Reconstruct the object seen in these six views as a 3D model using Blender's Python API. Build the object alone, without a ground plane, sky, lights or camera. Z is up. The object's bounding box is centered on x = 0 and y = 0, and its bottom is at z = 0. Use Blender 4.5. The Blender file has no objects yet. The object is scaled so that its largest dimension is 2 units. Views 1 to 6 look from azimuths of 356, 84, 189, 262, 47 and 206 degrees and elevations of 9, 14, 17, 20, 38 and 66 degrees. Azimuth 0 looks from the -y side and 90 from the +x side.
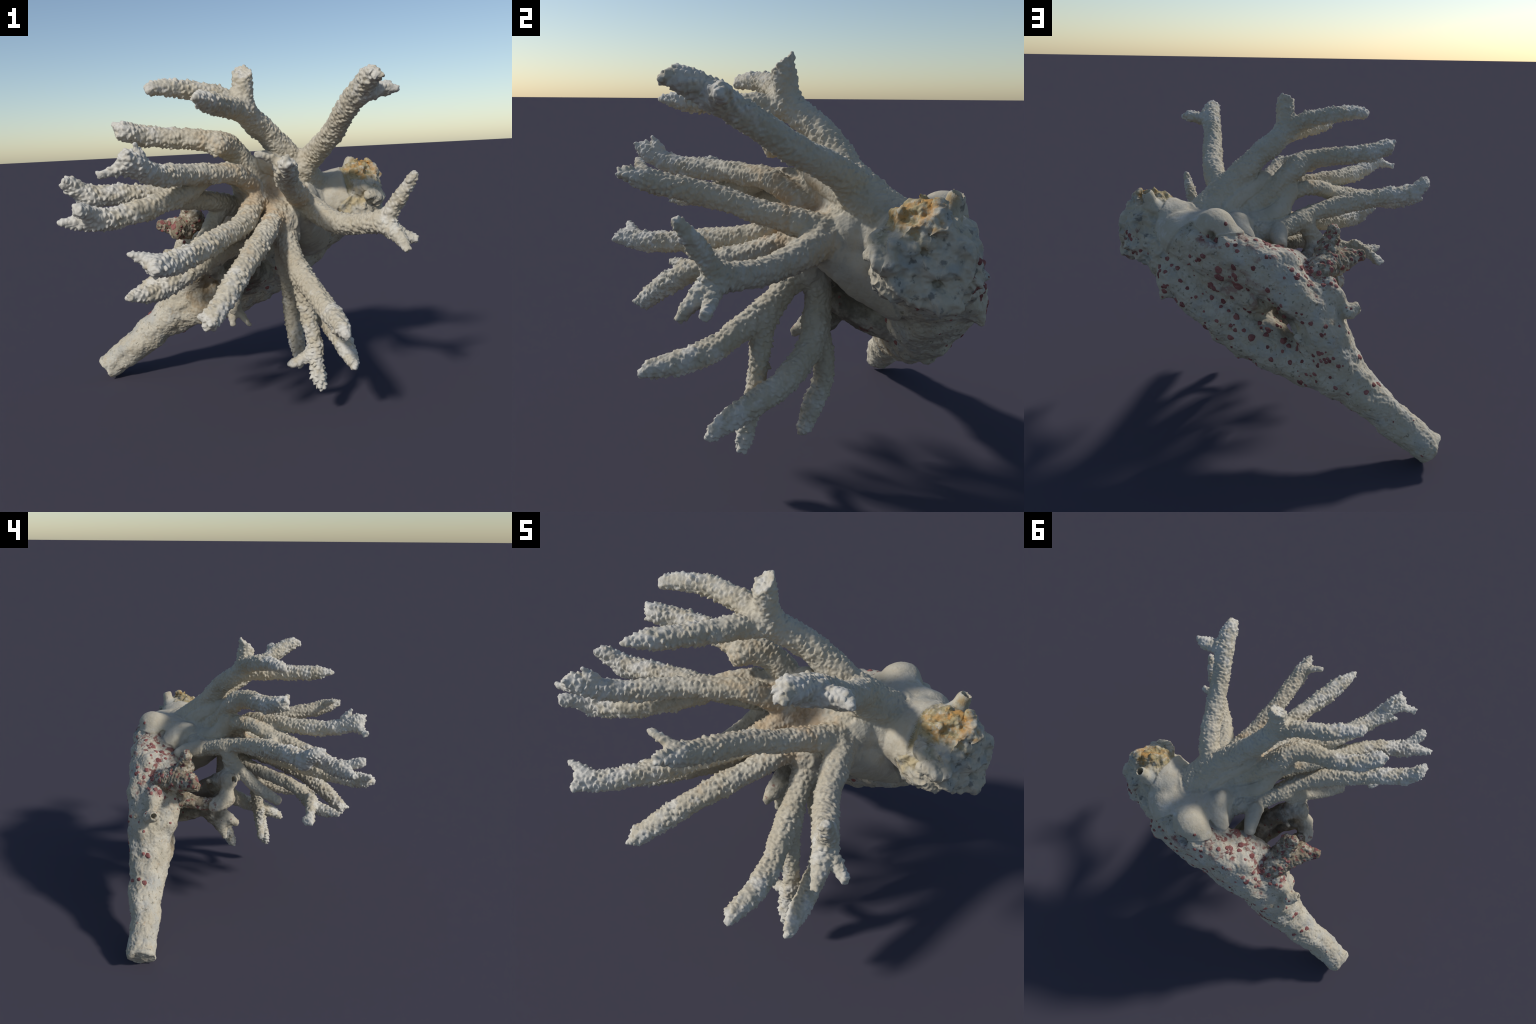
"""A bleached staghorn coral colony standing on its broken trunk.

The colony is described as a set of tapering limbs (spines with radii), some
hollows, and a set of surface rules (corallites on the branches, rough crust on
the trunk, folds on the broken holdfast).  The limbs are blended as one implicit
surface, meshed once, given its relief, and then cut by region into named parts.
"""
import bpy, math, random
import numpy as np
import time
T0 = time.time()
from mathutils import Vector, kdtree
from mathutils.bvhtree import BVHTree

rng = np.random.default_rng(7)
random.seed(7)
H = 0.0048                      # cell of the implicit surface
MARGIN = 0.05
BLEND = 0.034

# --------------------------------------------------------------------------
# 1. LIMBS: group, kind, corallite strength at start and end, spine (x,y,z,r)
# --------------------------------------------------------------------------
L = []


def limb(group, kind, pts, bumps=(1.0, 1.0), cut=None, flat=None):
    pts = np.array(pts, float)
    if kind in ("branch", "branchlet") and cut is None:      # spines are given to the very tip: leave room for its round end
        d = pts[-1, :3] - pts[-2, :3]
        pts[-1, :3] -= d / np.linalg.norm(d) * max(0, pts[-1, 3] - .016)
    L.append(dict(group=group, kind=kind, pts=np.array(pts, float), bumps=bumps, cut=cut, flat=flat))


# trunk: two old stems grown together, with a slit between them
limb("trunk", "trunk", [(-.965, .81, .05, .080), (-.93, .805, .078, .090), (-.83, .80, .148, .094), (-.73, .785, .218, .097), (-.60, .775, .322, .107),
                        (-.45, .755, .432, .130), (-.30, .73, .535, .150)], (.15, .35), cut=((-.935, .81, .06), (-.86, .05, -.5)))
limb("trunk", "trunk", [(-.40, .745, .52, .136), (-.27, .735, .735, .148), (-.17, .73, .89, .148), (.0, .725, 1.05, .148), (.12, .715, 1.10, .142),
                        (.30, .69, 1.14, .145), (.5, .62, 1.17, .15)], (0, 0))
limb("trunk", "trunk", [(-.30, .64, .76, .11), (-.19, .61, .93, .11), (-.06, .60, 1.055, .108), (.10, .61, 1.09, .108)], (0, 0))
limb("trunk", "trunk", [(-.40, .74, .465, .128), (-.13, .70, .525, .13), (.08, .68, .622, .135), (.27, .66, .735, .14), (.435, .61, .88, .15),
                        (.55, .57, 1.03, .16), (.66, .52, 1.12, .17)], (0, 0))
limb("trunk", "trunk", [(.12, .66, .90, .125), (.30, .64, 1.0, .14), (.48, .57, 1.08, .145)], (0, 0))
limb("trunk", "trunk", [(-.36, .73, .60, .11), (-.25, .72, .64, .11)], (0, 0))
limb("trunk", "trunk", [(.56, .53, 1.0, .12), (.44, .56, .93, .11), (.28, .60, .80, .11), (.10, .62, .70, .10)], (0, 0))
limb("trunk", "trunk", [(.31, .72, .775, .10), (.46, .71, .875, .11), (.59, .68, 1.0, .11)], (0, 0))
# neck and broken holdfast
limb("neck", "neck", [(.38, .33, 1.225, .115), (.52, .455, 1.205, .152), (.68, .465, 1.205, .178)], (0, 0))
limb("neck", "neck", [(.30, .46, 1.21, .11), (.42, .58, 1.20, .13), (.56, .60, 1.21, .138)], (0, 0))
limb("neck", "neck", [(.38, .20, 1.135, .095), (.42, .33, 1.065, .125), (.46, .47, 1.0, .14)], (0, 0))
limb("holdfast", "holdfast", [(.73, .46, 1.215, .172), (.80, .46, 1.215, .182), (.88, .445, 1.215, .168)], (0, 0), cut=((.935, .41, 1.23), (.96, -.22, .10)))
limb("holdfast", "holdfast", [(.72, .35, 1.15, .09), (.80, .36, 1.13, .085)], (0, 0))
limb("holdfast", "holdfast", [(.70, .60, 1.10, .125), (.82, .57, 1.15, .11)], (0, 0))
ax = np.array([.96, -.22, .10]) / np.linalg.norm([.96, -.22, .10])
e1 = np.cross(ax, [0, 0, 1])
e1 /= np.linalg.norm(e1)
e2 = np.cross(e1, ax)
for k in range(15):
    a = k * 2.4 + rng.normal() * .3
    c = np.array([.80, .455, 1.22]) + ax * rng.uniform(-.09, .11) + (e1 * math.cos(a) + e2 * math.sin(a)) * rng.uniform(.15, .18)
    out = (e1 * math.cos(a) + e2 * math.sin(a)) * .5 + ax * rng.normal() * .5 + rng.normal(size=3) * .4
    out *= rng.uniform(.02, .06) / np.linalg.norm(out)
    if c[1] > .50 and c[2] > 1.2:
        continue                # the back of the rim is a smooth sheet
    limb("holdfast", "holdfast", [(*c, rng.uniform(.03, .05)), (*(c + out), rng.uniform(.012, .03))], (0, 0))
# hub where the branches spread
limb("hub", "hub", [(.39, .27, 1.23, .105), (.30, .23, 1.22, .115), (.20, .21, 1.22, .09), (.10, .20, 1.235, .07)], (0, .1))
limb("hub", "hub", [(.20, .27, 1.21, .085), (.11, .22, 1.25, .066), (.05, .17, 1.32, .054), (.01, .13, 1.41, .045)], (0, .1))
limb("hub", "hub", [(.28, .40, 1.18, .11), (.25, .52, 1.17, .095), (.20, .62, 1.17, .06)], (0, 0))
limb("hub", "hub", [(.29, .16, 1.18, .105), (.265, .09, 1.11, .085), (.27, .08, 1.04, .075)], (.1, .3))

# branches --------------------------------------------------------------
limb("A", "branch", [(0.49, 0.39, 1.32, 0.094), (0.424, 0.269, 1.409, 0.085), (0.48, 0.179, 1.498, 0.068), (0.553, -0.042, 1.616, 0.06), (0.581, -0.181, 1.707, 0.058), (0.633, -0.334, 1.804, 0.058), (0.659, -0.447, 1.862, 0.053), (0.672, -0.515, 1.877, 0.041)], (.3, 1.1))
limb("A", "branchlet", [(0.64, -0.345, 1.8, 0.047), (0.735, -0.325, 1.812, 0.042), (0.8, -0.312, 1.822, 0.04)], (1, 1.2))
limb("B", "branch", [(0.5, 0.46, 1.26, 0.099), (0.45, 0.37, 1.35, 0.086), (0.391, 0.293, 1.429, 0.081), (0.333, 0.244, 1.49, 0.077), (0.204, 0.166, 1.629, 0.069), (0.107, 0.085, 1.712, 0.068), (0.059, 0.003, 1.785, 0.063)], (.35, .8))
limb("B", "branchlet", [(0.06, 0.01, 1.79, 0.059), (0.062, -0.005, 1.88, 0.057), (0.06, -0.02, 1.99, 0.054)], (.6, .7), cut=((.06, -.03, 1.955), (-.08, -.62, .78)))
limb("B", "branchlet", [(0.037, 0.005, 1.795, 0.056), (-0.084, -0.028, 1.843, 0.052), (-0.236, -0.064, 1.875, 0.05), (-0.353, -0.129, 1.887, 0.043), (-0.425, -0.178, 1.884, 0.032)], (.8, 1.1))
limb("B", "branchlet", [(0.034, -0.008, 1.76, 0.058), (-0.018, -0.147, 1.765, 0.054), (-0.086, -0.315, 1.774, 0.05), (-0.156, -0.478, 1.784, 0.045), (-0.205, -0.58, 1.791, 0.023)], (.8, 1.15))
limb("hub", "hub", [(.43, .36, 1.32, .085), (.29, .23, 1.41, .066), (.18, .14, 1.465, .055)], (0, .2))
limb("C", "branch", [(0.36, 0.259, 1.27, 0.089), (0.24, 0.219, 1.315, 0.075), (0.15, 0.179, 1.37, 0.062), (0.06, 0.134, 1.47, 0.064), (-0.02, 0.082, 1.549, 0.068), (-0.08, 0.012, 1.591, 0.064), (-0.191, -0.018, 1.611, 0.058), (-0.321, -0.033, 1.626, 0.055), (-0.483, -0.083, 1.639, 0.053), (-0.615, -0.175, 1.679, 0.051)], (.3, 1.25))
limb("C", "branchlet", [(-0.08, -0.02, 1.58, 0.047), (-0.115, -0.055, 1.545, 0.041)], (.8, .8))
limb("D", "branch", [(0.116, 0.113, 1.287, 0.07), (0.064, 0.034, 1.356, 0.062), (0.002, -0.043, 1.41, 0.056), (-0.113, -0.15, 1.425, 0.054), (-0.254, -0.289, 1.43, 0.053), (-0.406, -0.509, 1.444, 0.052), (-0.493, -0.649, 1.492, 0.049), (-0.533, -0.728, 1.538, 0.043)], (.4, 1.3))
limb("D", "branchlet", [(-0.5, -0.66, 1.5, 0.038), (-0.58, -0.7, 1.48, 0.028), (-0.64, -0.717, 1.46, 0.017)], (1, 1.1))
limb("D", "branchlet", [(-0.47, -0.62, 1.53, 0.028), (-0.485, -0.655, 1.59, 0.013)], (1, 1))
limb("E", "branch", [(0.241, 0.409, 1.172, 0.076), (0.121, 0.348, 1.181, 0.071), (0.029, 0.277, 1.194, 0.059), (-0.137, 0.076, 1.259, 0.057), (-0.254, -0.015, 1.285, 0.059), (-0.375, -0.083, 1.308, 0.059), (-0.64, -0.214, 1.343, 0.057), (-0.8, -0.29, 1.335, 0.055)], (.45, 1.15))
limb("E", "branchlet", [(-0.79, -0.28, 1.35, 0.051), (-0.845, -0.325, 1.405, 0.045), (-0.868, -0.34, 1.435, 0.039)], (1, 1.1))
limb("F", "branch", [(0.04, 0.1, 1.375, 0.055), (-0.075, 0.045, 1.42, 0.048), (-0.175, -0.06, 1.4, 0.05), (-0.273, -0.194, 1.341, 0.054), (-0.457, -0.383, 1.282, 0.055), (-0.608, -0.487, 1.249, 0.055), (-0.731, -0.553, 1.244, 0.049)], (.5, 1.3))
limb("F", "branchlet", [(-0.7, -0.55, 1.26, 0.041), (-0.755, -0.655, 1.305, 0.032)], (1, 1.1))
limb("F", "branchlet", [(-0.72, -0.55, 1.245, 0.041), (-0.8, -0.575, 1.245, 0.032), (-0.86, -0.595, 1.25, 0.014)], (1, 1.1))
limb("F", "branchlet", [(-0.27, -0.16, 1.335, 0.044), (-0.36, -0.13, 1.325, 0.039), (-0.45, -0.11, 1.31, 0.044)], (.6, .6))
limb("G", "branch", [(0.17, 0.104, 1.215, 0.078), (0.109, 0.053, 1.248, 0.061), (0.012, -0.152, 1.138, 0.058), (-0.133, -0.381, 1.094, 0.058), (-0.278, -0.603, 1.053, 0.056), (-0.388, -0.767, 1.04, 0.05), (-0.434, -0.826, 1.053, 0.043)], (.7, 1.15))
limb("G", "branchlet", [(-0.42, -0.8, 1.055, 0.041), (-0.418, -0.868, 1.04, 0.027)], (1, .8))
limb("G", "branchlet", [(-0.4, -0.77, 1.06, 0.031), (-0.47, -0.79, 1.085, 0.025), (-0.525, -0.805, 1.11, 0.016)], (1, .8))
limb("H", "branch", [(0.231, 0.066, 1.168, 0.075), (0.185, -0.035, 1.126, 0.06), (0.121, -0.198, 1.071, 0.056), (0.035, -0.39, 0.999, 0.056), (-0.077, -0.57, 0.884, 0.055), (-0.154, -0.665, 0.797, 0.049), (-0.2, -0.714, 0.746, 0.044)], (.7, 1.3))
limb("I", "branch", [(0.163, 0.068, 1.08, 0.066), (0.055, -0.022, 1.03, 0.051), (-0.052, -0.133, 1.01, 0.047), (-0.239, -0.336, 0.954, 0.045), (-0.403, -0.438, 0.872, 0.043), (-0.51, -0.52, 0.862, 0.036), (-0.574, -0.571, 0.867, 0.019)], (.4, 1.2))
limb("I", "branchlet", [(-0.4, -0.42, 0.925, 0.041), (-0.5, -0.4, 0.88, 0.036), (-0.575, -0.375, 0.832, 0.026)], (.9, 1.1))
limb("J", "branch", [(0.37, 0.21, 1.215, 0.08), (0.447, 0.089, 1.178, 0.073), (0.515, -0.051, 1.128, 0.062), (0.595, -0.161, 1.107, 0.058), (0.698, -0.281, 1.122, 0.058), (0.76, -0.349, 1.141, 0.055)], (.4, .9))
limb("J", "branchlet", [(0.75, -0.34, 1.14, 0.045), (0.79, -0.38, 1.21, 0.04), (0.835, -0.435, 1.305, 0.036), (0.868, -0.49, 1.38, 0.024)], (.9, 1))
limb("J", "branchlet", [(0.76, -0.36, 1.12, 0.043), (0.8, -0.43, 1.06, 0.038), (0.83, -0.485, 1, 0.024)], (.9, .8))
limb("J", "branchlet", [(0.77, -0.35, 1.11, 0.039), (0.84, -0.37, 1.07, 0.03), (0.905, -0.39, 1.035, 0.023)], (.9, .9))
limb("K", "branch", [(0.37, 0.15, 1.24, 0.066), (0.36, 0.037, 1.267, 0.064), (0.309, -0.115, 1.306, 0.057), (0.243, -0.361, 1.38, 0.055), (0.209, -0.572, 1.424, 0.053), (0.197, -0.681, 1.453, 0.042), (0.195, -0.755, 1.466, 0.021)], (.5, 1.25))
limb("K", "branchlet", [(0.21, -0.64, 1.46, 0.032), (0.13, -0.665, 1.495, 0.024), (0.065, -0.683, 1.52, 0.014)], (.8, .5))
limb("L", "branch", [(0.263, 0.087, 1.097, 0.08), (0.275, 0.045, 1.026, 0.064), (0.295, -0.047, 0.915, 0.06), (0.331, -0.151, 0.832, 0.058), (0.409, -0.344, 0.714, 0.055), (0.446, -0.518, 0.659, 0.051), (0.456, -0.645, 0.647, 0.041)], (.6, 1.1))
limb("L", "branchlet", [(0.27, 0.05, 1.12, 0.047), (0.292, 0.005, 1.13, 0.039)], (.2, .2))
limb("L", "branchlet", [(0.324, -0.099, 0.859, 0.052), (0.341, -0.134, 0.719, 0.047), (0.363, -0.149, 0.579, 0.045), (0.383, -0.178, 0.418, 0.043), (0.394, -0.213, 0.269, 0.039), (0.409, -0.228, 0.205, 0.024)], (.8, 1.2))
limb("L", "branchlet", [(0.395, -0.175, 0.42, 0.038), (0.32, -0.17, 0.36, 0.03), (0.245, -0.157, 0.325, 0.023)], (.8, .2))
limb("M", "branch", [(0.271, 0.134, 1.059, 0.066), (0.276, 0.136, 0.949, 0.064), (0.292, 0.133, 0.818, 0.062), (0.362, 0.092, 0.687, 0.06), (0.463, -0.025, 0.577, 0.058), (0.523, -0.186, 0.487, 0.056), (0.548, -0.319, 0.411, 0.045), (0.566, -0.38, 0.361, 0.024)], (.3, .95))
limb("M", "branchlet", [(0.296, 0.123, 0.801, 0.053), (0.3, 0.161, 0.661, 0.051), (0.309, 0.17, 0.521, 0.05), (0.323, 0.124, 0.381, 0.048), (0.335, 0.075, 0.25, 0.04)], (.7, 1.1))
limb("S", "branch", [(-.08, .17, 1.23, .05), (-.15, .10, 1.12, .05), (-.23, -.01, 1.01, .046), (-.33, -.11, .945, .043), (-.40, -.19, .91, .034)], (.15, .2))

# dead limbs on the trunk side
limb("dead", "dead_branch", [(.09, .57, .79, .065), (.005, .435, .83, .066), (-.035, .288, .905, .068), (-.149, .180, .992, .066), (-.215, .142, 1.022, .056)], (.3, .35))
limb("dead", "dead_branch", [(-.15, .17, 1.03, .04), (-.13, .15, 1.10, .030), (-.12, .14, 1.18, .04)], (0, 0))
limb("dead", "dead_branch", [(.08, .56, .66, .07), (.003, .42, .685, .054), (-.072, .30, .768, .052), (-.186, .21, .855, .052), (-.25, .18, .892, .056)], (.1, .2))
limb("dead", "dead_branch", [(-.255, .178, .90, .058), (-.295, .215, .893, .056), (-.335, .26, .872, .040)], (0, 0))
limb("dead", "dead_branch", [(-.26, .175, .90, .045), (-.235, .165, .96, .045), (-.22, .15, 1.01, .05)], (0, 0))
limb("dead", "dead_branch", [(.17, .57, .74, .09), (.11, .46, .745, .086), (.075, .34, .79, .080), (.05, .25, .83, .065)], (.3, .35))
limb("dead", "dead_branch", [(-.10, .26, .94, .03), (-.15, .275, 1.0, .022), (-.19, .30, 1.01, .018)], (0, 0))
limb("stub", "encrusted_stub", [(-.20, .60, .92, .075), (-.25, .46, .895, .052), (-.275, .35, .872, .042), (-.31, .25, .878, .04)], (.2, .2))
limb("spur", "dead_branch", [(-.045, .29, .75, .072), (-.055, .17, .66, .056), (-.053, .085, .605, .026)], (0, .2))
limb("spur", "dead_branch", [(-.045, .26, .69, .062), (-.058, .20, .59, .044), (-.06, .172, .50, .018)], (0, .2))
limb("spur", "dead_branch", [(-.04, .21, .60, .038), (.04, .155, .49, .016)], (0, .2))
limb("stub", "encrusted_stub", [(-.16, .68, .96, .085), (-.255, .60, 1.05, .076), (-.315, .515, 1.075, .066), (-.36, .438, 1.09, .050)], (.3, .5))
limb("stub", "encrusted_stub", [(-.25, .55, 1.07, .070), (-.288, .48, 1.16, .054), (-.300, .455, 1.25, .036)], (.4, .6))
limb("stub", "encrusted_stub", [(-.33, .50, 1.06, .058), (-.41, .445, 1.085, .044), (-.47, .415, 1.105, .030)], (.4, .4))
limb("stub", "encrusted_stub", [(-.27, .51, 1.10, .055), (-.25, .44, 1.15, .042)], (.4, .4))
limb("stub", "encrusted_stub", [(-.34, .46, 1.07, .045), (-.375, .40, 1.045, .032)], (.4, .4))
limb("root", "hub", [(.05, .34, 1.19, .055), (.022, .43, 1.19, .040), (.005, .50, 1.17, .028)], (0, 0))
# knobs on the trunk and holdfast
limb("lobe", "neck", [(.44, .50, 1.235, .105), (.30, .53, 1.205, .085), (.21, .55, 1.18, .055)], (0, 0))
limb("lobe", "neck", [(.40, .60, 1.24, .11), (.35, .685, 1.295, .098)], (0, 0))
limb("knob", "trunk", [(.43, .74, 1.23, .06), (.37, .775, 1.205, .055), (.30, .765, 1.215, .05)], (0, 0))
limb("lobe", "neck", [(.30, .69, 1.26, .07), (.22, .70, 1.225, .05), (.14, .71, 1.215, .028)], (0, 0))
limb("knob", "trunk", [(.60, .71, .98, .075), (.635, .755, .905, .042), (.65, .77, .882, .022)], (0, 0))
limb("knob", "trunk", [(.20, .71, .60, .07), (.212, .713, .545, .03)], (0, 0))
limb("knob", "trunk", [(-.42, .72, .86, .045), (-.465, .70, .875, .034)], (0, 0))
limb("knob", "trunk", [(-.29, .69, .95, .08), (-.36, .69, .915, .05)], (0, 0))
limb("horn", "holdfast", [(.77, .46, 1.34, .065), (.785, .44, 1.405, .036), (.80, .415, 1.455, .010)], (0, 0))
limb("horn", "holdfast", [(.76, .42, 1.36, .07), (.82, .42, 1.385, .05)], (0, 0))
limb("horn", "worm_tube", [(.755, .535, 1.34, .06), (.775, .558, 1.40, .040), (.784, .563, 1.44, .036)], (0, 0))

# growing tips: a few crowded axial corallites make each tip ragged
for l in [l for l in L if l["kind"] in ("branch", "branchlet") and l["bumps"][1] >= .9 and l["cut"] is None]:
    p, q = l["pts"][-2], l["pts"][-1]
    d = (q[:3] - p[:3]) / np.linalg.norm(q[:3] - p[:3])
    for _ in range(rng.integers(1, 4) if q[3] > .024 else 0):
        e = d * .9 + rng.normal(size=3) * .5
        e /= np.linalg.norm(e)
        r = .012 + .007 * rng.random()
        c = q[:3] + e * q[3] * .55
        limb(l["group"], "spike", [(*c, r * 1.4), (*(c + e * (q[3] * .5 + .002 + .012 * rng.random())), r * .9)], (.5, .5))

# hollows, as capsules cut out of the mass (x,y,z,r)
HOLLOWS = [
    # the long slit between the stems, opening to the back
    [(0.113, 0.860, 0.975, 0.034), (0.049, 0.860, 0.927, 0.050), (-0.036, 0.860, 0.856, 0.060), (-0.121, 0.860, 0.791, 0.056), (-0.201, 0.860, 0.726, 0.034)],
    [(0.054, 0.780, 0.902, 0.042), (-0.019, 0.780, 0.834, 0.050), (-0.092, 0.780, 0.772, 0.048), (-0.151, 0.780, 0.715, 0.032)],
    [(.40, .93, 1.14, .05), (.27, .93, 1.05, .045), (.17, .925, .99, .04)],
    # ragged crater under the lobe
    [(.37, .88, 1.285, .042), (.355, .80, 1.275, .040), (.34, .74, 1.27, .022)],
    [(.33, .86, 1.245, .02), (.32, .78, 1.25, .022)],
    # worm tube, barnacle cup, bored branch end
    [(.80, .575, 1.50, .024), (.778, .56, 1.39, .021)],
    [(-.53, .69, .895, .018), (-.45, .70, .87, .020)],
    [(-.275, .10, 1.055, .022), (-.215, .145, 1.02, .022)],
    # pits of the broken face
    [(.98, .39, 1.27, .045), (.94, .40, 1.26, .035)],
    [(.98, .45, 1.15, .045), (.94, .45, 1.16, .03)],
    [(.98, .42, 1.34, .025), (.93, .42, 1.33, .025)],
    # dark gaps: behind the left root, and the pocket in the middle of the crown
    [(.17, .45, 1.27, .042), (.13, .49, 1.20, .056), (.10, .50, 1.11, .06)],
    [(.20, -.02, 1.36, .03), (.225, .06, 1.335, .045), (.25, .11, 1.34, .035)],
]


def spline(P, step):
    """Catmull-Rom through the control points, about one sample per step."""
    P = np.asarray(P, float)
    if len(P) == 2:
        n = max(2, int(np.linalg.norm(P[1, :3] - P[0, :3]) / step) + 1)
        t = np.linspace(0, 1, n)[:, None]
        return P[0] * (1 - t) + P[1] * t
    Q = np.vstack([2 * P[0] - P[1], P, 2 * P[-1] - P[-2]])
    out = []
    for i in range(1, len(Q) - 2):
        a, b, c, d = Q[i - 1:i + 3]
        n = max(2, int(np.linalg.norm(c[:3] - b[:3]) / step) + 1)
        t = np.linspace(0, 1, n, endpoint=False)[:, None]
        out.append(.5 * (2 * b + (c - a) * t + (2 * a - 5 * b + 4 * c - d) * t ** 2 + (3 * b - a - 3 * c + d) * t ** 3))
    out.append(P[-1:])
    return np.vstack(out)


print(round(time.time() - T0, 1), "s")
# --------------------------------------------------------------------------
# 2. ONE BLENDED SURFACE
# --------------------------------------------------------------------------
LO = np.array([-1.09, -1.04, -.04])
HI = np.array([1.09, 1.04, 2.06])
N = np.ceil((HI - LO) / H).astype(int)
FIELD = np.full(N, MARGIN, np.float32)


def box_of(p, q, m):
    lo = np.maximum(np.floor((np.minimum(p, q) - m - LO) / H).astype(int), 0)
    hi = np.minimum(np.ceil((np.maximum(p, q) + m - LO) / H).astype(int) + 1, N)
    return lo, hi


def grid(lo, hi):
    ax = [(LO[i] + H * np.arange(lo[i], hi[i])).astype(np.float32) for i in range(3)]
    return ax[0][:, None, None], ax[1][None, :, None], ax[2][None, None, :]


def capsule(X, Y, Z, a, b):
    d = (b[:3] - a[:3]).astype(np.float32)
    dd = max(float(d @ d), 1e-9)
    px, py, pz = X - np.float32(a[0]), Y - np.float32(a[1]), Z - np.float32(a[2])
    t = np.clip((px * d[0] + py * d[1] + pz * d[2]) / np.float32(dd), 0, 1)
    r = np.float32(a[3]) + t * np.float32(b[3] - a[3])
    return np.sqrt((px - t * d[0]) ** 2 + (py - t * d[1]) ** 2 + (pz - t * d[2]) ** 2) - r


def tube_field(path, m):
    p = path[:, :3] - path[:, 3:4]
    q = path[:, :3] + path[:, 3:4]
    lo, hi = box_of(p.min(0), q.max(0), m)
    F = np.full(hi - lo, 9, np.float32)
    for a, b in zip(path[:-1], path[1:]):
        r = max(a[3], b[3])
        l2, h2 = box_of(np.minimum(a[:3], b[:3]), np.maximum(a[:3], b[:3]), r + m)
        l2, h2 = np.maximum(l2, lo), np.minimum(h2, hi)
        if (h2 <= l2).any():
            continue
        s = tuple(slice(l2[i] - lo[i], h2[i] - lo[i]) for i in range(3))
        F[s] = np.minimum(F[s], capsule(*grid(l2, h2), a, b))
    return lo, hi, F


for l in L:
    l["path"] = spline(l["pts"], .045)
    lo, hi, F = tube_field(l["path"], MARGIN)
    if l["cut"]:
        X, Y, Z = grid(lo, hi)
        c, n = l["cut"]
        n = np.array(n) / np.linalg.norm(n)
        F = np.maximum(F, ((X - c[0]) * n[0] + (Y - c[1]) * n[1] + (Z - c[2]) * n[2]).astype(np.float32))
    s = tuple(slice(lo[i], hi[i]) for i in range(3))
    A = FIELD[s]
    k = np.float32(min(BLEND, 1.0 * l["pts"][:, 3].mean()))
    e = np.maximum(k - np.abs(A - F), 0) / k
    FIELD[s] = np.minimum(A, F) - e * e * k * .25
for h in HOLLOWS:
    lo, hi, F = tube_field(spline(h, .03), .06)
    s = tuple(slice(lo[i], hi[i]) for i in range(3))
    k = np.float32(.012)
    G = FIELD[s]
    e = np.clip(.5 - .5 * (F + G) / k, 0, 1)
    FIELD[s] = np.maximum(G, -F) + k * e * (1 - e) * .5


def surface_net(F):
    """Dual mesh of the zero level: one vertex in every cell it crosses."""
    S = F < 0
    cnt = np.zeros(np.array(F.shape) - 1, np.uint8)
    for i in (0, 1):
        for j in (0, 1):
            for k in (0, 1):
                cnt += S[i:S.shape[0] - 1 + i, j:S.shape[1] - 1 + j, k:S.shape[2] - 1 + k]
    cells = np.argwhere((cnt > 0) & (cnt < 8))
    idx = np.full(cnt.shape, -1, np.int32)
    idx[tuple(cells.T)] = np.arange(len(cells))
    cor = [(i, j, k) for i in (0, 1) for j in (0, 1) for k in (0, 1)]
    val = {c: F[cells[:, 0] + c[0], cells[:, 1] + c[1], cells[:, 2] + c[2]] for c in cor}
    acc = np.zeros((len(cells), 3))
    num = np.zeros(len(cells))
    for c in cor:
        for ax in range(3):
            if c[ax] == 0:
                e = list(c)
                e[ax] = 1
                a, b = val[c], val[tuple(e)]
                m = (a < 0) != (b < 0)
                t = np.where(m, a / np.where(m, a - b, 1), 0)
                p = np.array(c, float)[None].repeat(len(cells), 0)
                p[:, ax] += t
                acc += p * m[:, None]
                num += m
    V = LO + H * (cells + acc / num[:, None])
    quads = []
    for ax in range(3):
        sl0 = [slice(None)] * 3
        sl1 = [slice(None)] * 3
        sl0[ax], sl1[ax] = slice(0, -1), slice(1, None)
        a, b = S[tuple(sl0)], S[tuple(sl1)]
        E = np.argwhere(a != b)
        u, v = (ax + 1) % 3, (ax + 2) % 3
        E = E[(E[:, u] > 0) & (E[:, v] > 0)]
        flip = a[tuple(E.T)]
        q = []
        for du, dv in ((-1, -1), (0, -1), (0, 0), (-1, 0)):
            c = E.copy()
            c[:, u] += du
            c[:, v] += dv
            q.append(idx[tuple(c.T)])
        q = np.stack(q, 1)
        q[~flip] = q[~flip][:, ::-1]
        quads.append(q)
    return V, np.vstack(quads)


V, Q = surface_net(FIELD)
del FIELD

# drop loose crumbs: keep the one connected body
par = np.arange(len(V))
while True:
    m = par[Q].min(1)
    new = par.copy()
    np.minimum.at(new, par[Q].ravel(), np.repeat(m, 4))
    for _ in range(6):
        new = new[new]
    if (new == par).all():
        break
    par = new
main = np.bincount(par).argmax()
keep = par == main
Q = Q[keep[Q].all(1)]
remap = np.cumsum(keep) - 1
V, Q = V[keep], remap[Q]


EI = np.concatenate([Q[:, i] for i in range(4) for j in (1, 3)])
EJ = np.concatenate([Q[:, (i + j) % 4] for i in range(4) for j in (1, 3)])
srt = np.argsort(EI, kind="stable")
EJ = EJ[srt]
EC = np.bincount(EI, minlength=len(V))
ES = np.r_[0, np.cumsum(EC)[:-1]]


def around(x):
    """Mean of a vertex value over the vertex's neighbours."""
    return np.add.reduceat(x[EJ], ES, axis=0) / (EC if x.ndim == 1 else EC[:, None])


def relax(V, n, w=.5):
    for _ in range(n):
        V = V + w * (around(V) - V)
    return V


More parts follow.
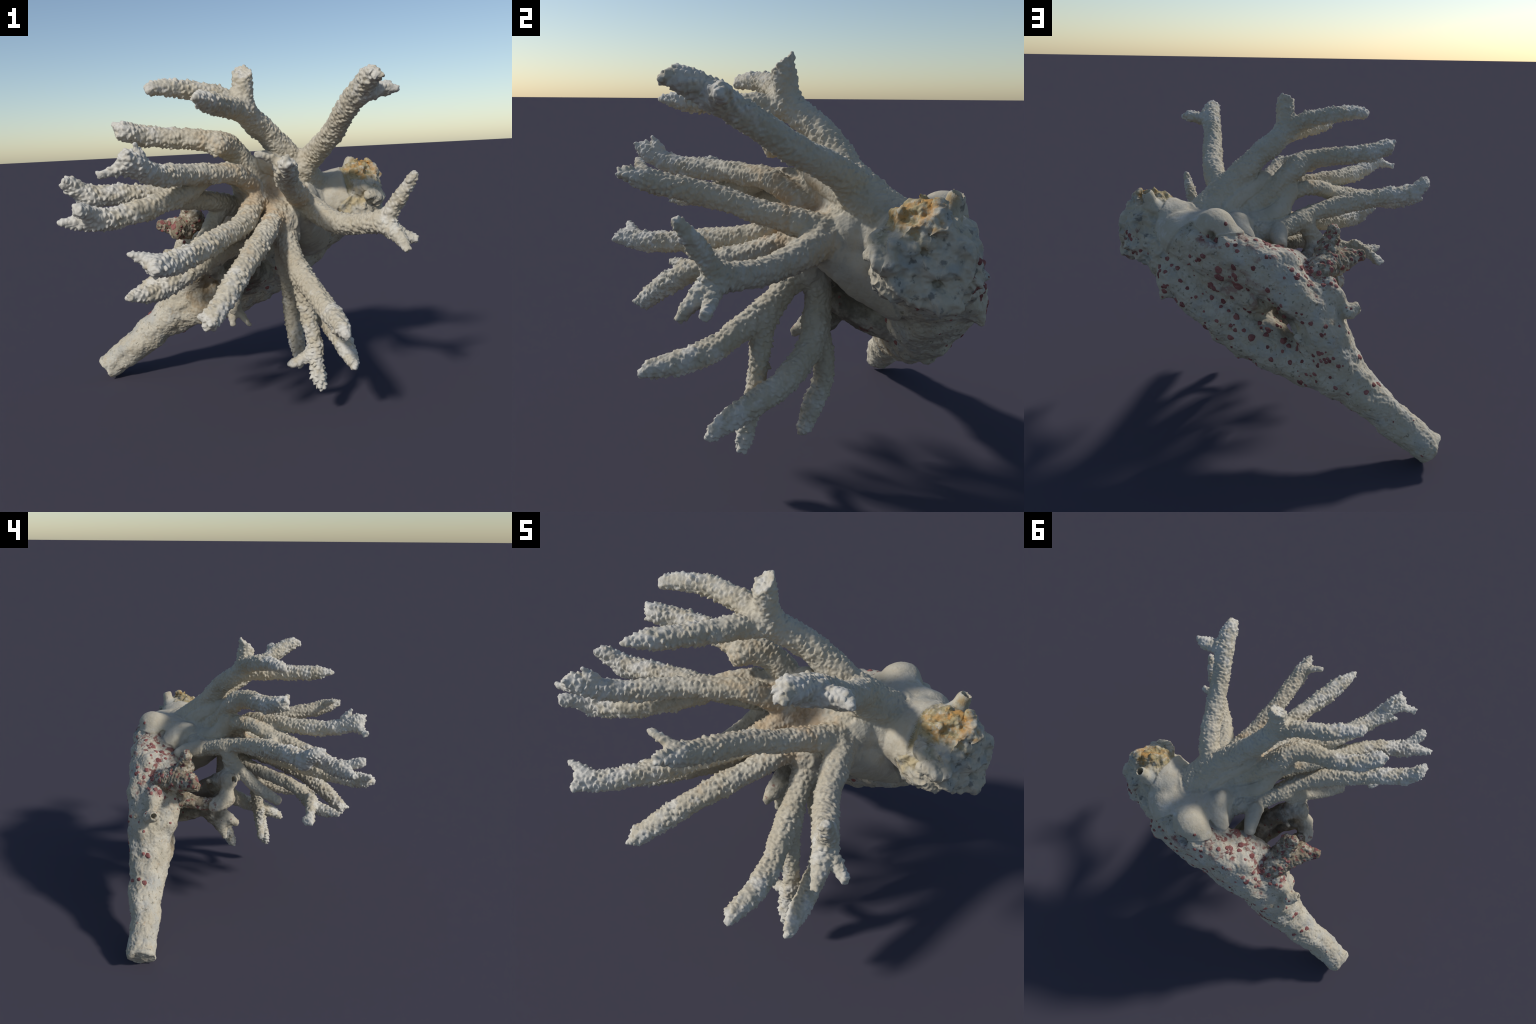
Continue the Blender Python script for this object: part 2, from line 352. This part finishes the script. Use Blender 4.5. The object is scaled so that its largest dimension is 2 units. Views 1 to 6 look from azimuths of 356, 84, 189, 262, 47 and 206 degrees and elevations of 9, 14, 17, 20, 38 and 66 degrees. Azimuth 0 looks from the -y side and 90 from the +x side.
def normals(V, Q):
    n = np.cross(V[Q[:, 2]] - V[Q[:, 0]], V[Q[:, 3]] - V[Q[:, 1]])
    o = np.zeros_like(V)
    for c in range(3):
        o[:, c] = np.bincount(Q.ravel(), np.repeat(n[:, c], 4), len(V))
    return o / np.maximum(np.linalg.norm(o, axis=1), 1e-12)[:, None]


V = relax(V, 2)
NRM = normals(V, Q)

print(round(time.time() - T0, 1), "s")
# --------------------------------------------------------------------------
# 3. WHICH LIMB EACH VERTEX BELONGS TO, and the direction of its tip
# --------------------------------------------------------------------------
SEG = []
for li, l in enumerate(L):
    p = l["path"]
    s = np.r_[0, np.cumsum(np.linalg.norm(np.diff(p[:, :3], axis=0), axis=1))]
    s /= s[-1]
    for i in range(len(p) - 1):
        SEG.append((li, p[i], p[i + 1], s[i], s[i + 1]))
best = np.full(len(V), 9.0)
lab = np.zeros(len(V), int)
arc = np.zeros(len(V))
axis = np.zeros_like(V)
for li, a, b, s0, s1 in SEG:
    r = max(a[3], b[3]) + .06
    lo, hi = np.minimum(a[:3], b[:3]) - r, np.maximum(a[:3], b[:3]) + r
    ii = np.nonzero(((V > lo) & (V < hi)).all(1))[0]
    if not len(ii):
        continue
    d = b[:3] - a[:3]
    t = np.clip((V[ii] - a[:3]) @ d / (d @ d), 0, 1)
    dist = np.linalg.norm(V[ii] - a[:3] - t[:, None] * d, axis=1) - (a[3] + t * (b[3] - a[3]))
    m = dist < best[ii]
    k = ii[m]
    best[k], lab[k], arc[k] = dist[m], li, (s0 + t * (s1 - s0))[m]
    axis[k] = d / np.linalg.norm(d)
KIND = np.array([l["kind"] for l in L])[lab]
GROUP = np.array([l["group"] for l in L])[lab]
b0 = np.array([l["bumps"][0] for l in L])[lab]
b1 = np.array([l["bumps"][1] for l in L])[lab]
AMP = b0 + (b1 - b0) * arc
AMP = np.where(np.isin(KIND, ["branch", "branchlet"]) & (b1 > .5), .38 + .72 * AMP, AMP)


def spread(x, n):
    """Average a vertex value over its neighbours n times, so regions meet softly."""
    for _ in range(n):
        x = .5 * x + .5 * around(x)
    return x


AMP = spread(AMP, 12)

print(round(time.time() - T0, 1), "s")
# --------------------------------------------------------------------------
# 4. RELIEF
# --------------------------------------------------------------------------
PERM = rng.permutation(512)
GRAD = rng.normal(size=(512, 3))
GRAD /= np.linalg.norm(GRAD, axis=1)[:, None]


def noise(P):
    i = np.floor(P).astype(int)
    f = P - i
    w = f * f * f * (f * (f * 6 - 15) + 10)
    out = 0
    for c in range(8):
        o = np.array([c >> 2 & 1, c >> 1 & 1, c & 1])
        j = i + o
        h = PERM[(PERM[(PERM[j[:, 0] & 511] + j[:, 1]) & 511] + j[:, 2]) & 511]
        g = (GRAD[h] * (f - o)).sum(1)
        ww = np.where(o, w, 1 - w).prod(1)
        out = out + ww * g
    return out


def fbm(P, f, n=3):
    return sum(noise(P * f * 2 ** k + 17.3 * k) * .55 ** k for k in range(n))


def fold(P, f, n=3):
    return sum((.35 - np.abs(noise(P * f * 2 ** k + 5.1 * k))) * .5 ** k for k in range(n))


soft = lambda m, n=10: spread(m.astype(float), n)
on_branch = soft(np.isin(KIND, ["branch", "branchlet", "spike"]))
on_trunk = soft(np.isin(KIND, ["trunk", "neck"]))
on_hold = soft(KIND == "holdfast")
on_dead = soft(np.isin(KIND, ["dead_branch"]))
on_stub = soft(KIND == "encrusted_stub")
on_neck = soft(np.isin(GROUP, ["neck", "hub", "root", "lobe"]), 16)
on_crust = np.clip(on_trunk - on_neck, 0, 1)

disp = np.zeros(len(V))
disp += .010 * fbm(V, 8, 2) * (1 - on_hold)
disp += on_branch * (.006 * fbm(V, 24, 2) + .005 * fbm(V, 70, 2))
disp += on_crust * (.030 * fbm(V, 7, 2) + .014 * fold(V + 3, 11, 2) + .005 * fbm(V, 55, 2) - .004)
disp += on_neck * (.004 * fbm(V, 14, 2) + .002 * fbm(V, 90, 2))
disp += on_hold * (.045 * fbm(V, 7, 2) + .055 * fold(V + 1.7, 9, 3) + .012 * fbm(V, 26, 3) - .016)
disp += on_stub * (.012 * fbm(V, 30, 2) + .010 * fold(V, 34, 2))
disp += on_dead * (.010 * fbm(V, 18, 3) + .003 * fbm(V, 60, 2))
# living tissue ends in a lip over the old trunk
sheet = soft(~np.isin(KIND, ["trunk", "dead_branch", "encrusted_stub", "holdfast", "worm_tube"]), 10) + .55 * fbm(V, 11, 2)
sheet = spread((sheet > .42).astype(float), 2)
disp += .013 * sheet * (1 - on_hold) * (1 - on_branch)
pits = noise(V * 55 + 9)
disp -= (.6 * on_crust + on_stub) * .012 * np.clip(pits - .28, 0, 1) / .3
P0 = V.copy()
V = V + NRM * disp[:, None]
NRM = normals(V, Q)

# corallites: little lips that lean towards the branch tip, denser and taller there
tree = kdtree.KDTree(len(V))
for i, v in enumerate(V):
    tree.insert(v, i)
tree.balance()
order = rng.permutation(np.nonzero(AMP > .12)[0])
taken = np.zeros(len(V), bool)
cup = np.zeros(len(V))
lean = np.zeros_like(V)
vig = .65 + .7 * np.clip(.5 + 1.3 * fbm(V, 7, 2), 0, 1)
for i in order:
    if taken[i]:
        continue
    a = AMP[i] * vig[i]
    gap = .0125 + .005 * rng.random() + .003 * min(a, 1)
    near = tree.find_range(V[i], .030)
    ids = np.array([k for _, k, _ in near])
    n = NRM[i]
    t = axis[i] - n * (axis[i] @ n)
    ln = np.linalg.norm(t)
    t = t / ln if ln > .2 else np.cross(n, [.3, .5, .8])
    b = np.cross(n, t)
    tw = rng.normal() * .45
    t, b = t * math.cos(tw) + b * math.sin(tw), b * math.cos(tw) - t * math.sin(tw)
    q = V[ids] - V[i]
    x, y = (q @ t), (q @ b)
    taken[ids[x ** 2 + (y * .66) ** 2 < gap ** 2]] = True
    size = .8 + .5 * rng.random()
    lt, lb = (.0062 + .0032 * min(a, 1)) * size, .0122 * size
    u = x / lt
    ramp = np.where(u > .4, np.exp(-(np.abs(u - .4) / .6) ** 1.7), np.exp(-(np.abs(u - .4) / 1.2) ** 1.4))
    h = a * (.0048 + .0070 * rng.random() ** 1.3) * ramp * np.exp(-(np.abs(y) / lb) ** 2.5)
    m = h > cup[ids]
    cup[ids[m]] = h[m]
    lean[ids[m]] = t * .35
cup -= .0028 * np.clip(AMP, 0, 1)
V = V + (NRM + lean) * cup[:, None]
NRM = normals(V, Q)

# the foot just touches the ground
V[:, 2] = np.maximum(V[:, 2], .004)

print(round(time.time() - T0, 1), "s")
# --------------------------------------------------------------------------
# 5. MATERIALS
# --------------------------------------------------------------------------


def mat(name):
    m = bpy.data.materials.new(name)
    m.use_nodes = True
    nt = m.node_tree
    nt.nodes.clear()
    out = nt.nodes.new("ShaderNodeOutputMaterial")
    p = nt.nodes.new("ShaderNodeBsdfPrincipled")
    p.inputs["Roughness"].default_value = .85
    p.inputs["Specular IOR Level"].default_value = .25
    nt.links.new(p.outputs[0], out.inputs[0])
    co = nt.nodes.new("ShaderNodeTexCoord").outputs["Object"]
    return m, nt, p, co


def tex(nt, co, scale, detail=3, rough=.55, offset=(0, 0, 0)):
    mp = nt.nodes.new("ShaderNodeMapping")
    mp.inputs["Location"].default_value = offset
    nt.links.new(co, mp.inputs[0])
    n = nt.nodes.new("ShaderNodeTexNoise")
    n.inputs["Scale"].default_value = scale
    n.inputs["Detail"].default_value = detail
    n.inputs["Roughness"].default_value = rough
    nt.links.new(mp.outputs[0], n.inputs["Vector"])
    return n.outputs["Fac"]


def ramp(nt, fac, lo, hi):
    r = nt.nodes.new("ShaderNodeMapRange")
    r.interpolation_type = "SMOOTHSTEP"
    r.inputs["From Min"].default_value = lo
    r.inputs["From Max"].default_value = hi
    nt.links.new(fac, r.inputs["Value"])
    return r.outputs["Result"]


def math_(nt, op, a, b):
    n = nt.nodes.new("ShaderNodeMath")
    n.operation = op
    for k, v in ((0, a), (1, b)):
        if isinstance(v, (int, float)):
            n.inputs[k].default_value = v
        else:
            nt.links.new(v, n.inputs[k])
    return n.outputs[0]


def mix(nt, fac, a, b):
    n = nt.nodes.new("ShaderNodeMix")
    n.data_type = "RGBA"
    if isinstance(fac, (int, float)):
        n.inputs[0].default_value = fac
    else:
        nt.links.new(fac, n.inputs[0])
    for k, v in ((6, a), (7, b)):
        if isinstance(v, tuple):
            n.inputs[k].default_value = (*v, 1)
        else:
            nt.links.new(v, n.inputs[k])
    return n.outputs[2]


def near(nt, co, centre, radius, edge=.5):
    """1 at a place on the object, falling to 0 at the radius, with a ragged edge."""
    n = nt.nodes.new("ShaderNodeVectorMath")
    n.operation = "DISTANCE"
    nt.links.new(co, n.inputs[0])
    n.inputs[1].default_value = centre
    d = math_(nt, "DIVIDE", n.outputs["Value"], radius)
    d = math_(nt, "SUBTRACT", d, math_(nt, "MULTIPLY", math_(nt, "SUBTRACT", tex(nt, co, 14), .5), 1.6))
    return math_(nt, "SUBTRACT", 1.0, ramp(nt, d, 1 - edge, 1 + .1))


def bump(nt, p, fac, strength, dist=.004):
    b = nt.nodes.new("ShaderNodeBump")
    b.inputs["Strength"].default_value = strength
    b.inputs["Distance"].default_value = dist
    nt.links.new(fac, b.inputs["Height"])
    nt.links.new(b.outputs[0], p.inputs["Normal"])


WHITE = (.47, .42, .325)
PALE = (.52, .48, .395)
CREAM = (.43, .36, .255)
TAN = (.40, .295, .18)
GREY = (.36, .37, .36)
RUST = (.20, .062, .056)


def coral_colour(nt, co):
    c = mix(nt, ramp(nt, tex(nt, co, 5, 4), .38, .66), WHITE, PALE)
    c = mix(nt, math_(nt, "MULTIPLY", ramp(nt, tex(nt, co, 30, 3, offset=(3, 1, 2)), .48, .72), .45), c, CREAM)
    return c


def times(nt, *v):
    r = v[0]
    for k in v[1:]:
        r = math_(nt, "MULTIPLY", r, k)
    return r


def branch_material():
    m, nt, p, co = mat("bleached_coral")
    c = coral_colour(nt, co)
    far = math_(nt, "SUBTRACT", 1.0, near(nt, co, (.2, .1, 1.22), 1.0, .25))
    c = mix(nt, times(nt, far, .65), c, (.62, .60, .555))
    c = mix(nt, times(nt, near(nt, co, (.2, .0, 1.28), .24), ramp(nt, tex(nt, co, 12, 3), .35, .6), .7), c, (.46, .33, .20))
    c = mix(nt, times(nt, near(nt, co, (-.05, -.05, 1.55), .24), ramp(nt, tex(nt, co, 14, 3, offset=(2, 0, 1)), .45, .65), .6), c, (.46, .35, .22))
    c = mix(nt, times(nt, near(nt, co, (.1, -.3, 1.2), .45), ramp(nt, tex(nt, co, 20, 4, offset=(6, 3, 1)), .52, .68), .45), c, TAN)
    nt.links.new(c, p.inputs["Base Color"])
    bump(nt, p, tex(nt, co, 150, 4, .65), .5)
    return m


def trunk_material():
    m, nt, p, co = mat("old_coral_crust")
    c = coral_colour(nt, co)
    c = mix(nt, times(nt, ramp(nt, tex(nt, co, 9, 5, offset=(7, 2, 5)), .5, .68), .5), c, GREY)
    c = mix(nt, times(nt, ramp(nt, tex(nt, co, 26, 5, .7, offset=(1, 2, 8)), .56, .66), .5), c, TAN)
    c = mix(nt, times(nt, ramp(nt, tex(nt, co, 42, 3, offset=(1, 9, 4)), .60, .70), .75), c, (.17, .155, .115))
    c = mix(nt, times(nt, near(nt, co, (-.16, .56, .58), .22), ramp(nt, tex(nt, co, 14, 5, .7, offset=(3, 3, 3)), .38, .62), .85), c, (.36, .27, .165))
    c = mix(nt, times(nt, near(nt, co, (.0, .82, .82), .13), ramp(nt, tex(nt, co, 15, 3), .36, .56), .8), c, (.44, .36, .22))
    blot = ramp(nt, tex(nt, co, 17, 4, .6, offset=(4, 6, 2)), .50, .57)
    c = mix(nt, times(nt, near(nt, co, (-.06, .76, .80), .10, .6), .85), c, (.12, .095, .075))  # slit interior painted near-black to deepen the shadow under its upper lip
    c = mix(nt, times(nt, near(nt, co, (-.09, .85, .74), .09), ramp(nt, tex(nt, co, 15, 3), .40, .55), .8), c, (.44, .36, .22))
    c = mix(nt, times(nt, near(nt, co, (.07, .66, 1.20), .19), blot, .9), c, RUST)
    c = mix(nt, times(nt, near(nt, co, (-.20, .62, 1.02), .20), blot, .9), c, RUST)
    c = mix(nt, times(nt, near(nt, co, (.34, .78, 1.28), .11), blot, .9), c, RUST)
    c = mix(nt, times(nt, near(nt, co, (.20, .84, .98), .17), ramp(nt, tex(nt, co, 13, 4, offset=(9, 6, 2)), .50, .58), .65), c, (.27, .13, .12))
    nt.links.new(c, p.inputs["Base Color"])
    bump(nt, p, tex(nt, co, 120, 4, .65), .6)
    return m


def stub_material():
    m, nt, p, co = mat("encrusted_coral")
    c = coral_colour(nt, co)
    c = mix(nt, times(nt, ramp(nt, tex(nt, co, 20, 4), .36, .56), .85), c, (.20, .155, .10))  # brown made deeper than the stub's own, shade included in the colour
    c = mix(nt, times(nt, ramp(nt, tex(nt, co, 30, 4, .6, offset=(4, 4, 4)), .57, .62), .9), c, RUST)
    c = mix(nt, times(nt, ramp(nt, tex(nt, co, 24, 3, offset=(1, 7, 4)), .60, .68), .8), c, (.10, .085, .075))
    nt.links.new(c, p.inputs["Base Color"])
    bump(nt, p, tex(nt, co, 110, 4, .65), .7)
    return m


def holdfast_material():
    m, nt, p, co = mat("stained_holdfast")
    c = coral_colour(nt, co)
    c = mix(nt, times(nt, ramp(nt, tex(nt, co, 11, 4, offset=(2, 2, 9)), .48, .64), .6), c, (.30, .32, .31))
    c = mix(nt, times(nt, ramp(nt, tex(nt, co, 24, 4, offset=(2, 7, 9)), .58, .68), .7), c, (.11, .11, .105))
    c = mix(nt, times(nt, near(nt, co, (.88, .64, 1.12), .15), ramp(nt, tex(nt, co, 16, 3, offset=(7, 7, 2)), .54, .60), .9), c, RUST)
    st = near(nt, co, (.78, .38, 1.40), .20, .7)
    c = mix(nt, times(nt, st, ramp(nt, tex(nt, co, 20, 4, .65, offset=(0, 3, 3)), .30, .55), .85), c, (.36, .285, .135))
    c = mix(nt, times(nt, near(nt, co, (.84, .40, 1.40), .15, .7), ramp(nt, tex(nt, co, 24, 4, .65, offset=(4, 4, 1)), .42, .60), .9), c, (.46, .245, .07))
    c = mix(nt, times(nt, st, ramp(nt, tex(nt, co, 32, 4, .65, offset=(5, 1, 1)), .54, .66), .7), c, (.15, .125, .06))
    c = mix(nt, times(nt, near(nt, co, (.70, .28, 1.20), .12), ramp(nt, tex(nt, co, 16, 3), .35, .6), .6), c, (.44, .34, .16))
    nt.links.new(c, p.inputs["Base Color"])
    bump(nt, p, tex(nt, co, 90, 4, .65), .6)
    return m


def dead_material():
    m, nt, p, co = mat("dark_mottled_dead_coral")
    c = coral_colour(nt, co)
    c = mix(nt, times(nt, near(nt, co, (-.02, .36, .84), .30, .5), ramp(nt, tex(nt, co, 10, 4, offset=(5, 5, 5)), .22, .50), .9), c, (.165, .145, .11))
    c = mix(nt, times(nt, ramp(nt, tex(nt, co, 18, 3, offset=(8, 1, 1)), .62, .69), .7), c, RUST)
    nt.links.new(c, p.inputs["Base Color"])
    bump(nt, p, tex(nt, co, 110, 4, .65), .6)
    return m


def rust_material():
    m, nt, p, co = mat("red_crust")
    oi = nt.nodes.new("ShaderNodeObjectInfo").outputs["Random"]
    c = mix(nt, oi, (.18, .060, .056), (.31, .125, .112))
    c = mix(nt, times(nt, ramp(nt, tex(nt, co, 70, 3), .50, .68), .6), c, (.36, .20, .18))
    nt.links.new(c, p.inputs["Base Color"])
    bump(nt, p, tex(nt, co, 200, 3), .4, .002)
    return m


M_STUB = stub_material()
M_BRANCH, M_TRUNK, M_HOLD, M_DEAD, M_RUST = branch_material(), trunk_material(), holdfast_material(), dead_material(), rust_material()

print(round(time.time() - T0, 1), "s")
# --------------------------------------------------------------------------
# 6. PARTS
# --------------------------------------------------------------------------
root = bpy.data.objects.new("coral_colony", None)
bpy.context.scene.collection.objects.link(root)
root["label"] = "bleached branching coral fan leaning on a broken trunk with red crusts"
root["category"] = "coral"


def cut_part(name, faces, material, parent):
    used, inv = np.unique(Q[faces], return_inverse=True)
    me = bpy.data.meshes.new(name)
    me.from_pydata(V[used].tolist(), [], inv.reshape(-1, 4).tolist())
    me.polygons.foreach_set("use_smooth", np.ones(len(faces), bool))
    me.materials.append(material)
    me.update()
    me.normals_split_custom_set_from_vertices(NRM[used].tolist())
    o = bpy.data.objects.new(name, me)
    bpy.context.scene.collection.objects.link(o)
    o.parent = parent
    return o


vote = np.sort(lab[Q], 1)
flab = np.where(vote[:, 1] == vote[:, 2], vote[:, 1], lab[Q[:, 0]])
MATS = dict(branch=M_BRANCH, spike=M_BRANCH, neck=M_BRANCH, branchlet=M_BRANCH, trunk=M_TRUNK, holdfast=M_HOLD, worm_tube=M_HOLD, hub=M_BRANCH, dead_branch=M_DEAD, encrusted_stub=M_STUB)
TITLE = dict(neck="neck", lobe="neck", hub="hub", root="hub", knob="trunk")
owner = {}
jobs = {}
# a spike belongs to the limb of its group that ends nearest to it
host = {}
for li, l in enumerate(L):
    if l["kind"] == "spike":
        c = [(np.linalg.norm(m["pts"][-1, :3] - l["pts"][0, :3]), k) for k, m in enumerate(L) if m["kind"] in ("branch", "branchlet")]
        k = min(c)[1]
        host[li] = (L[k]["group"], k if L[k]["kind"] == "branchlet" else -1)
for li, l in enumerate(L):
    if l["kind"] == "branchlet":
        key = (l["group"], li)
    elif l["kind"] in ("branch", "dead_branch"):
        key = (l["group"], -1)
    else:
        key = (TITLE.get(l["group"], l["kind"]), -2)
    if l["kind"] == "spike":
        key = host[li]
    jobs.setdefault(key, []).append(li)
for key, lis in sorted(jobs.items(), key=lambda k: k[0][1] >= 0):
    faces = np.nonzero(np.isin(flab, lis))[0]
    if not len(faces):
        continue
    kind = L[lis[0]]["kind"]
    name = key[0] if key[1] == -2 else kind
    material = M_BRANCH if key[0] in ("neck", "hub") else MATS[kind]
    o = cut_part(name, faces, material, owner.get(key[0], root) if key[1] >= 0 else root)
    if key[1] == -1:
        owner[key[0]] = o

print(round(time.time() - T0, 1), "s")
# --------------------------------------------------------------------------
# 7. RED CRUSTS: low domes grown onto the old trunk
# --------------------------------------------------------------------------
bvh = BVHTree.FromPolygons(V.tolist(), Q.tolist())
face_mid = V[Q].mean(1)
face_n = NRM[Q].mean(1)
face_kind = np.array([l["kind"] for l in L])[flab]
face_group = np.array([l["group"] for l in L])[flab]


def crust(p, n, r):
    n = n.normalized()
    t = n.orthogonal().normalized()
    b = n.cross(t)
    ph = rng.random(3) * 6.28
    el = 1 + .3 * rng.random()
    rings, sides = 4, 16
    verts, faces = [], []

    def at(x, y, h):
        w = p + t * x + b * y
        hit = bvh.ray_cast(w + n * .03, -n, .07)
        q = hit[0] if hit[0] else w
        return q + n * h

    H0 = r * .22 + .002
    verts.append(at(0, 0, H0 * .9))
    for i in range(1, rings + 1):
        f = i / rings
        for j in range(sides):
            a = j / sides * 2 * math.pi
            rr = r * f * (1 + .08 * math.sin(2 * a + ph[0]) + .07 * math.sin(3 * a + ph[1]) + .05 * math.sin(5 * a + ph[2]))
            h = H0 * (1 - f ** 3) if i < rings else -.003
            verts.append(at(rr * el * math.cos(a), rr * math.sin(a), h))
    for j in range(sides):
        k = (j + 1) % sides
        faces.append((0, 1 + j, 1 + k))
        for i in range(rings - 1):
            a0, b0_ = 1 + i * sides, 1 + (i + 1) * sides
            faces.append((a0 + j, b0_ + j, b0_ + k, a0 + k))
    me = bpy.data.meshes.new("red_crust")
    me.from_pydata([tuple(v) for v in verts], [], faces)
    me.polygons.foreach_set("use_smooth", np.ones(len(faces), bool))
    me.materials.append(M_RUST)
    o = bpy.data.objects.new("red_crust", me)
    bpy.context.scene.collection.objects.link(o)
    o.parent = root


# the largest colonies, where they sit on the back of the trunk, its top and the stub (x, y, z, radius)
COLONIES = [
    (0.62, 0.71, 1.1, 0.017), (0.56, 0.75, 1.06, 0.016), (0.53, 0.79, 1, 0.015), (0.52, 0.74, 0.89, 0.021), (0.49, 0.76, 0.93, 0.013),
    (0.36, 0.77, 0.98, 0.02), (0.34, 0.77, 0.96, 0.018), (0.32, 0.77, 0.94, 0.013), (0.29, 0.79, 1.11, 0.026), (0.2, 0.82, 1.12, 0.021),
    (0.2, 0.81, 1.07, 0.02), (0.29, 0.79, 1.05, 0.031), (0.2, 0.78, 1, 0.035), (0.1, 0.84, 1.12, 0.017), (0.13, 0.78, 0.98, 0.016),
    (0.29, 0.76, 0.88, 0.017), (0.24, 0.78, 0.91, 0.015), (0.3, 0.78, 0.85, 0.013), (0.25, 0.79, 0.84, 0.013), (0.2, 0.79, 0.81, 0.022),
    (0.17, 0.76, 0.84, 0.015), (0.14, 0.76, 0.82, 0.017), (0.32, 0.78, 0.78, 0.014), (0.16, 0.8, 0.73, 0.015), (0.12, 0.79, 0.68, 0.026),
    (0.24, 0.8, 0.68, 0.022), (0.07, 0.75, 0.78, 0.018), (0.01, 0.79, 0.74, 0.02), (0.02, 0.81, 0.64, 0.013), (-0.07, 0.81, 0.62, 0.013),
    (0, 0.81, 0.57, 0.018), (-0.11, 0.82, 0.56, 0.017), (-0.19, 0.83, 0.57, 0.015), (-0.21, 0.85, 0.51, 0.013), (-0.26, 0.88, 0.52, 0.014),
    (-0.28, 0.88, 0.66, 0.019), (-0.25, 0.86, 0.64, 0.014), (-0.31, 0.88, 0.63, 0.013), (-0.33, 0.87, 0.64, 0.013), (-0.36, 0.87, 0.64, 0.013),
    (-0.32, 0.89, 0.61, 0.013), (-0.34, 0.88, 0.62, 0.014), (-0.39, 0.89, 0.59, 0.015), (-0.23, 0.86, 0.83, 0.017), (-0.3, 0.85, 0.81, 0.016),
    (-0.29, 0.87, 0.77, 0.015), (-0.07, 0.82, 0.88, 0.016), (-0.15, 0.79, 0.64, 0.021), (-0.08, 0.78, 0.68, 0.023), (-0.1, 0.78, 0.65, 0.018),
    (-0.45, 0.88, 0.43, 0.013), (-0.38, 0.89, 0.46, 0.015), (-0.6, 0.82, 0.47, 0.018), (-0.21, 0.82, 0.43, 0.013), (0.26, 0.77, 1.21, 0.017),
    (0.33, 0.77, 1.19, 0.015), (0.38, 0.77, 1.18, 0.015), (0.39, 0.77, 1.15, 0.018), (0.19, 0.8, 1.18, 0.015), (0.03, 0.82, 1.18, 0.015),
    (-0.14, 0.8, 1.08, 0.015), (-0.18, 0.76, 1.06, 0.017), (-0.25, 0.69, 1.05, 0.015), (-0.28, 0.74, 1.02, 0.017), (-0.29, 0.52, 1.23, 0.016),
    (-0.28, 0.54, 1.19, 0.013), (-0.34, 0.57, 1.15, 0.015), (-0.3, 0.63, 1.11, 0.02), (-0.37, 0.55, 1.07, 0.017), (-0.4, 0.5, 1.04, 0.016),
    (-0.47, 0.43, 1.1, 0.016), (-0.43, 0.44, 1.11, 0.013), (0.92, 0.64, 1.22, 0.018), (0.88, 0.68, 1.21, 0.016), (0.87, 0.67, 1.19, 0.013),
    (0.59, 0.75, 1.07, 0.013), (-0.42, 0.77, 0.74, 0.013), (-0.5, 0.78, 0.61, 0.015), (0.23, 0.77, 1.2, 0.015), (0.41, 0.76, 1.22, 0.013),
    (0.33, 0.76, 1.23, 0.015), (0.28, 0.74, 1.33, 0.015), (-0.08, 0.7, 1.2, 0.013), (-0.11, 0.65, 1.17, 0.024), (-0.16, 0.74, 1.11, 0.019),
    (-0.13, 0.81, 1.07, 0.017), (-0.25, 0.69, 1.06, 0.02), (-0.35, 0.71, 1, 0.018), (-0.31, 0.64, 1.07, 0.02), (-0.19, 0.79, 1.01, 0.013),
    (-0.09, 0.59, 1.19, 0.015), (-0, 0.63, 1.22, 0.023), (0.04, 0.68, 1.23, 0.023), (-0.01, 0.66, 1.23, 0.019), (0.06, 0.7, 1.24, 0.017),
    (0.11, 0.74, 1.24, 0.019), (-0.34, 0.61, 0.96, 0.015), (-0.34, 0.65, 1, 0.023), (-0.37, 0.56, 1.07, 0.013), (-0.41, 0.48, 1.09, 0.014),
    (0.41, 0.39, 0.94, 0.016), (-0.13, 0.32, 0.82, 0.013), (-0.51, 0.75, 0.6, 0.022), (-0.63, 0.78, 0.47, 0.022), (-0.19, 0.76, 1.06, 0.013),
    (-0.32, 0.73, 1.03, 0.013), (-0.33, 0.68, 1.02, 0.014), (-0.31, 0.62, 1.1, 0.013), (-0.35, 0.58, 1.04, 0.013),
]
done = []
for x, y, z, r in COLONIES:
    hit = bvh.find_nearest(Vector((x, y, z)))
    if (hit[0] - Vector((x, y, z))).length < .06:
        done.append((hit[0], r))
        crust(hit[0], Vector(NRM[Q[hit[2]]].mean(0)), r * .88)

# how thickly the crust grows at a place on the trunk
dens = np.where((face_kind == "trunk") & (face_kind == "trunk"), 1.0, 0.0)
dens += np.where(face_kind == "encrusted_stub", 2.2, 0)
dens += np.where((face_kind == "dead_branch") & (face_mid[:, 1] > .25), .25, 0)
dens *= np.clip((face_mid[:, 0] + .62) / .15, .06, 1)
dens *= np.where(face_n[:, 1] < -.2, .12, 1) * np.where(face_group == "neck", 0, 1)
dens = np.where(face_kind == "encrusted_stub", 2.0, dens)
dens += np.where((face_kind == "holdfast") & (face_mid[:, 1] > .60) & (face_mid[:, 2] < 1.2), .4, 0)
patch = np.clip(.35 + 3.2 * fbm(face_mid, 6, 2), .05, 2.5)
w = dens * patch
w = w / w.sum()
pick = rng.choice(len(w), 2400, p=w)
for f in pick:
    if len(done) >= 295:
        break
    r = float(np.clip(.0085 * math.exp(rng.normal() * .4), .0045, .018))
    p = Vector(face_mid[f])
    if all((p - q).length > .62 * (r + s) for q, s in done):
        done.append((p, r))
        crust(p, Vector(face_n[f]), r)
print("verts", len(V), "quads", len(Q), "crusts", len(done), V.min(0), V.max(0))
print(round(time.time() - T0, 1), "s")
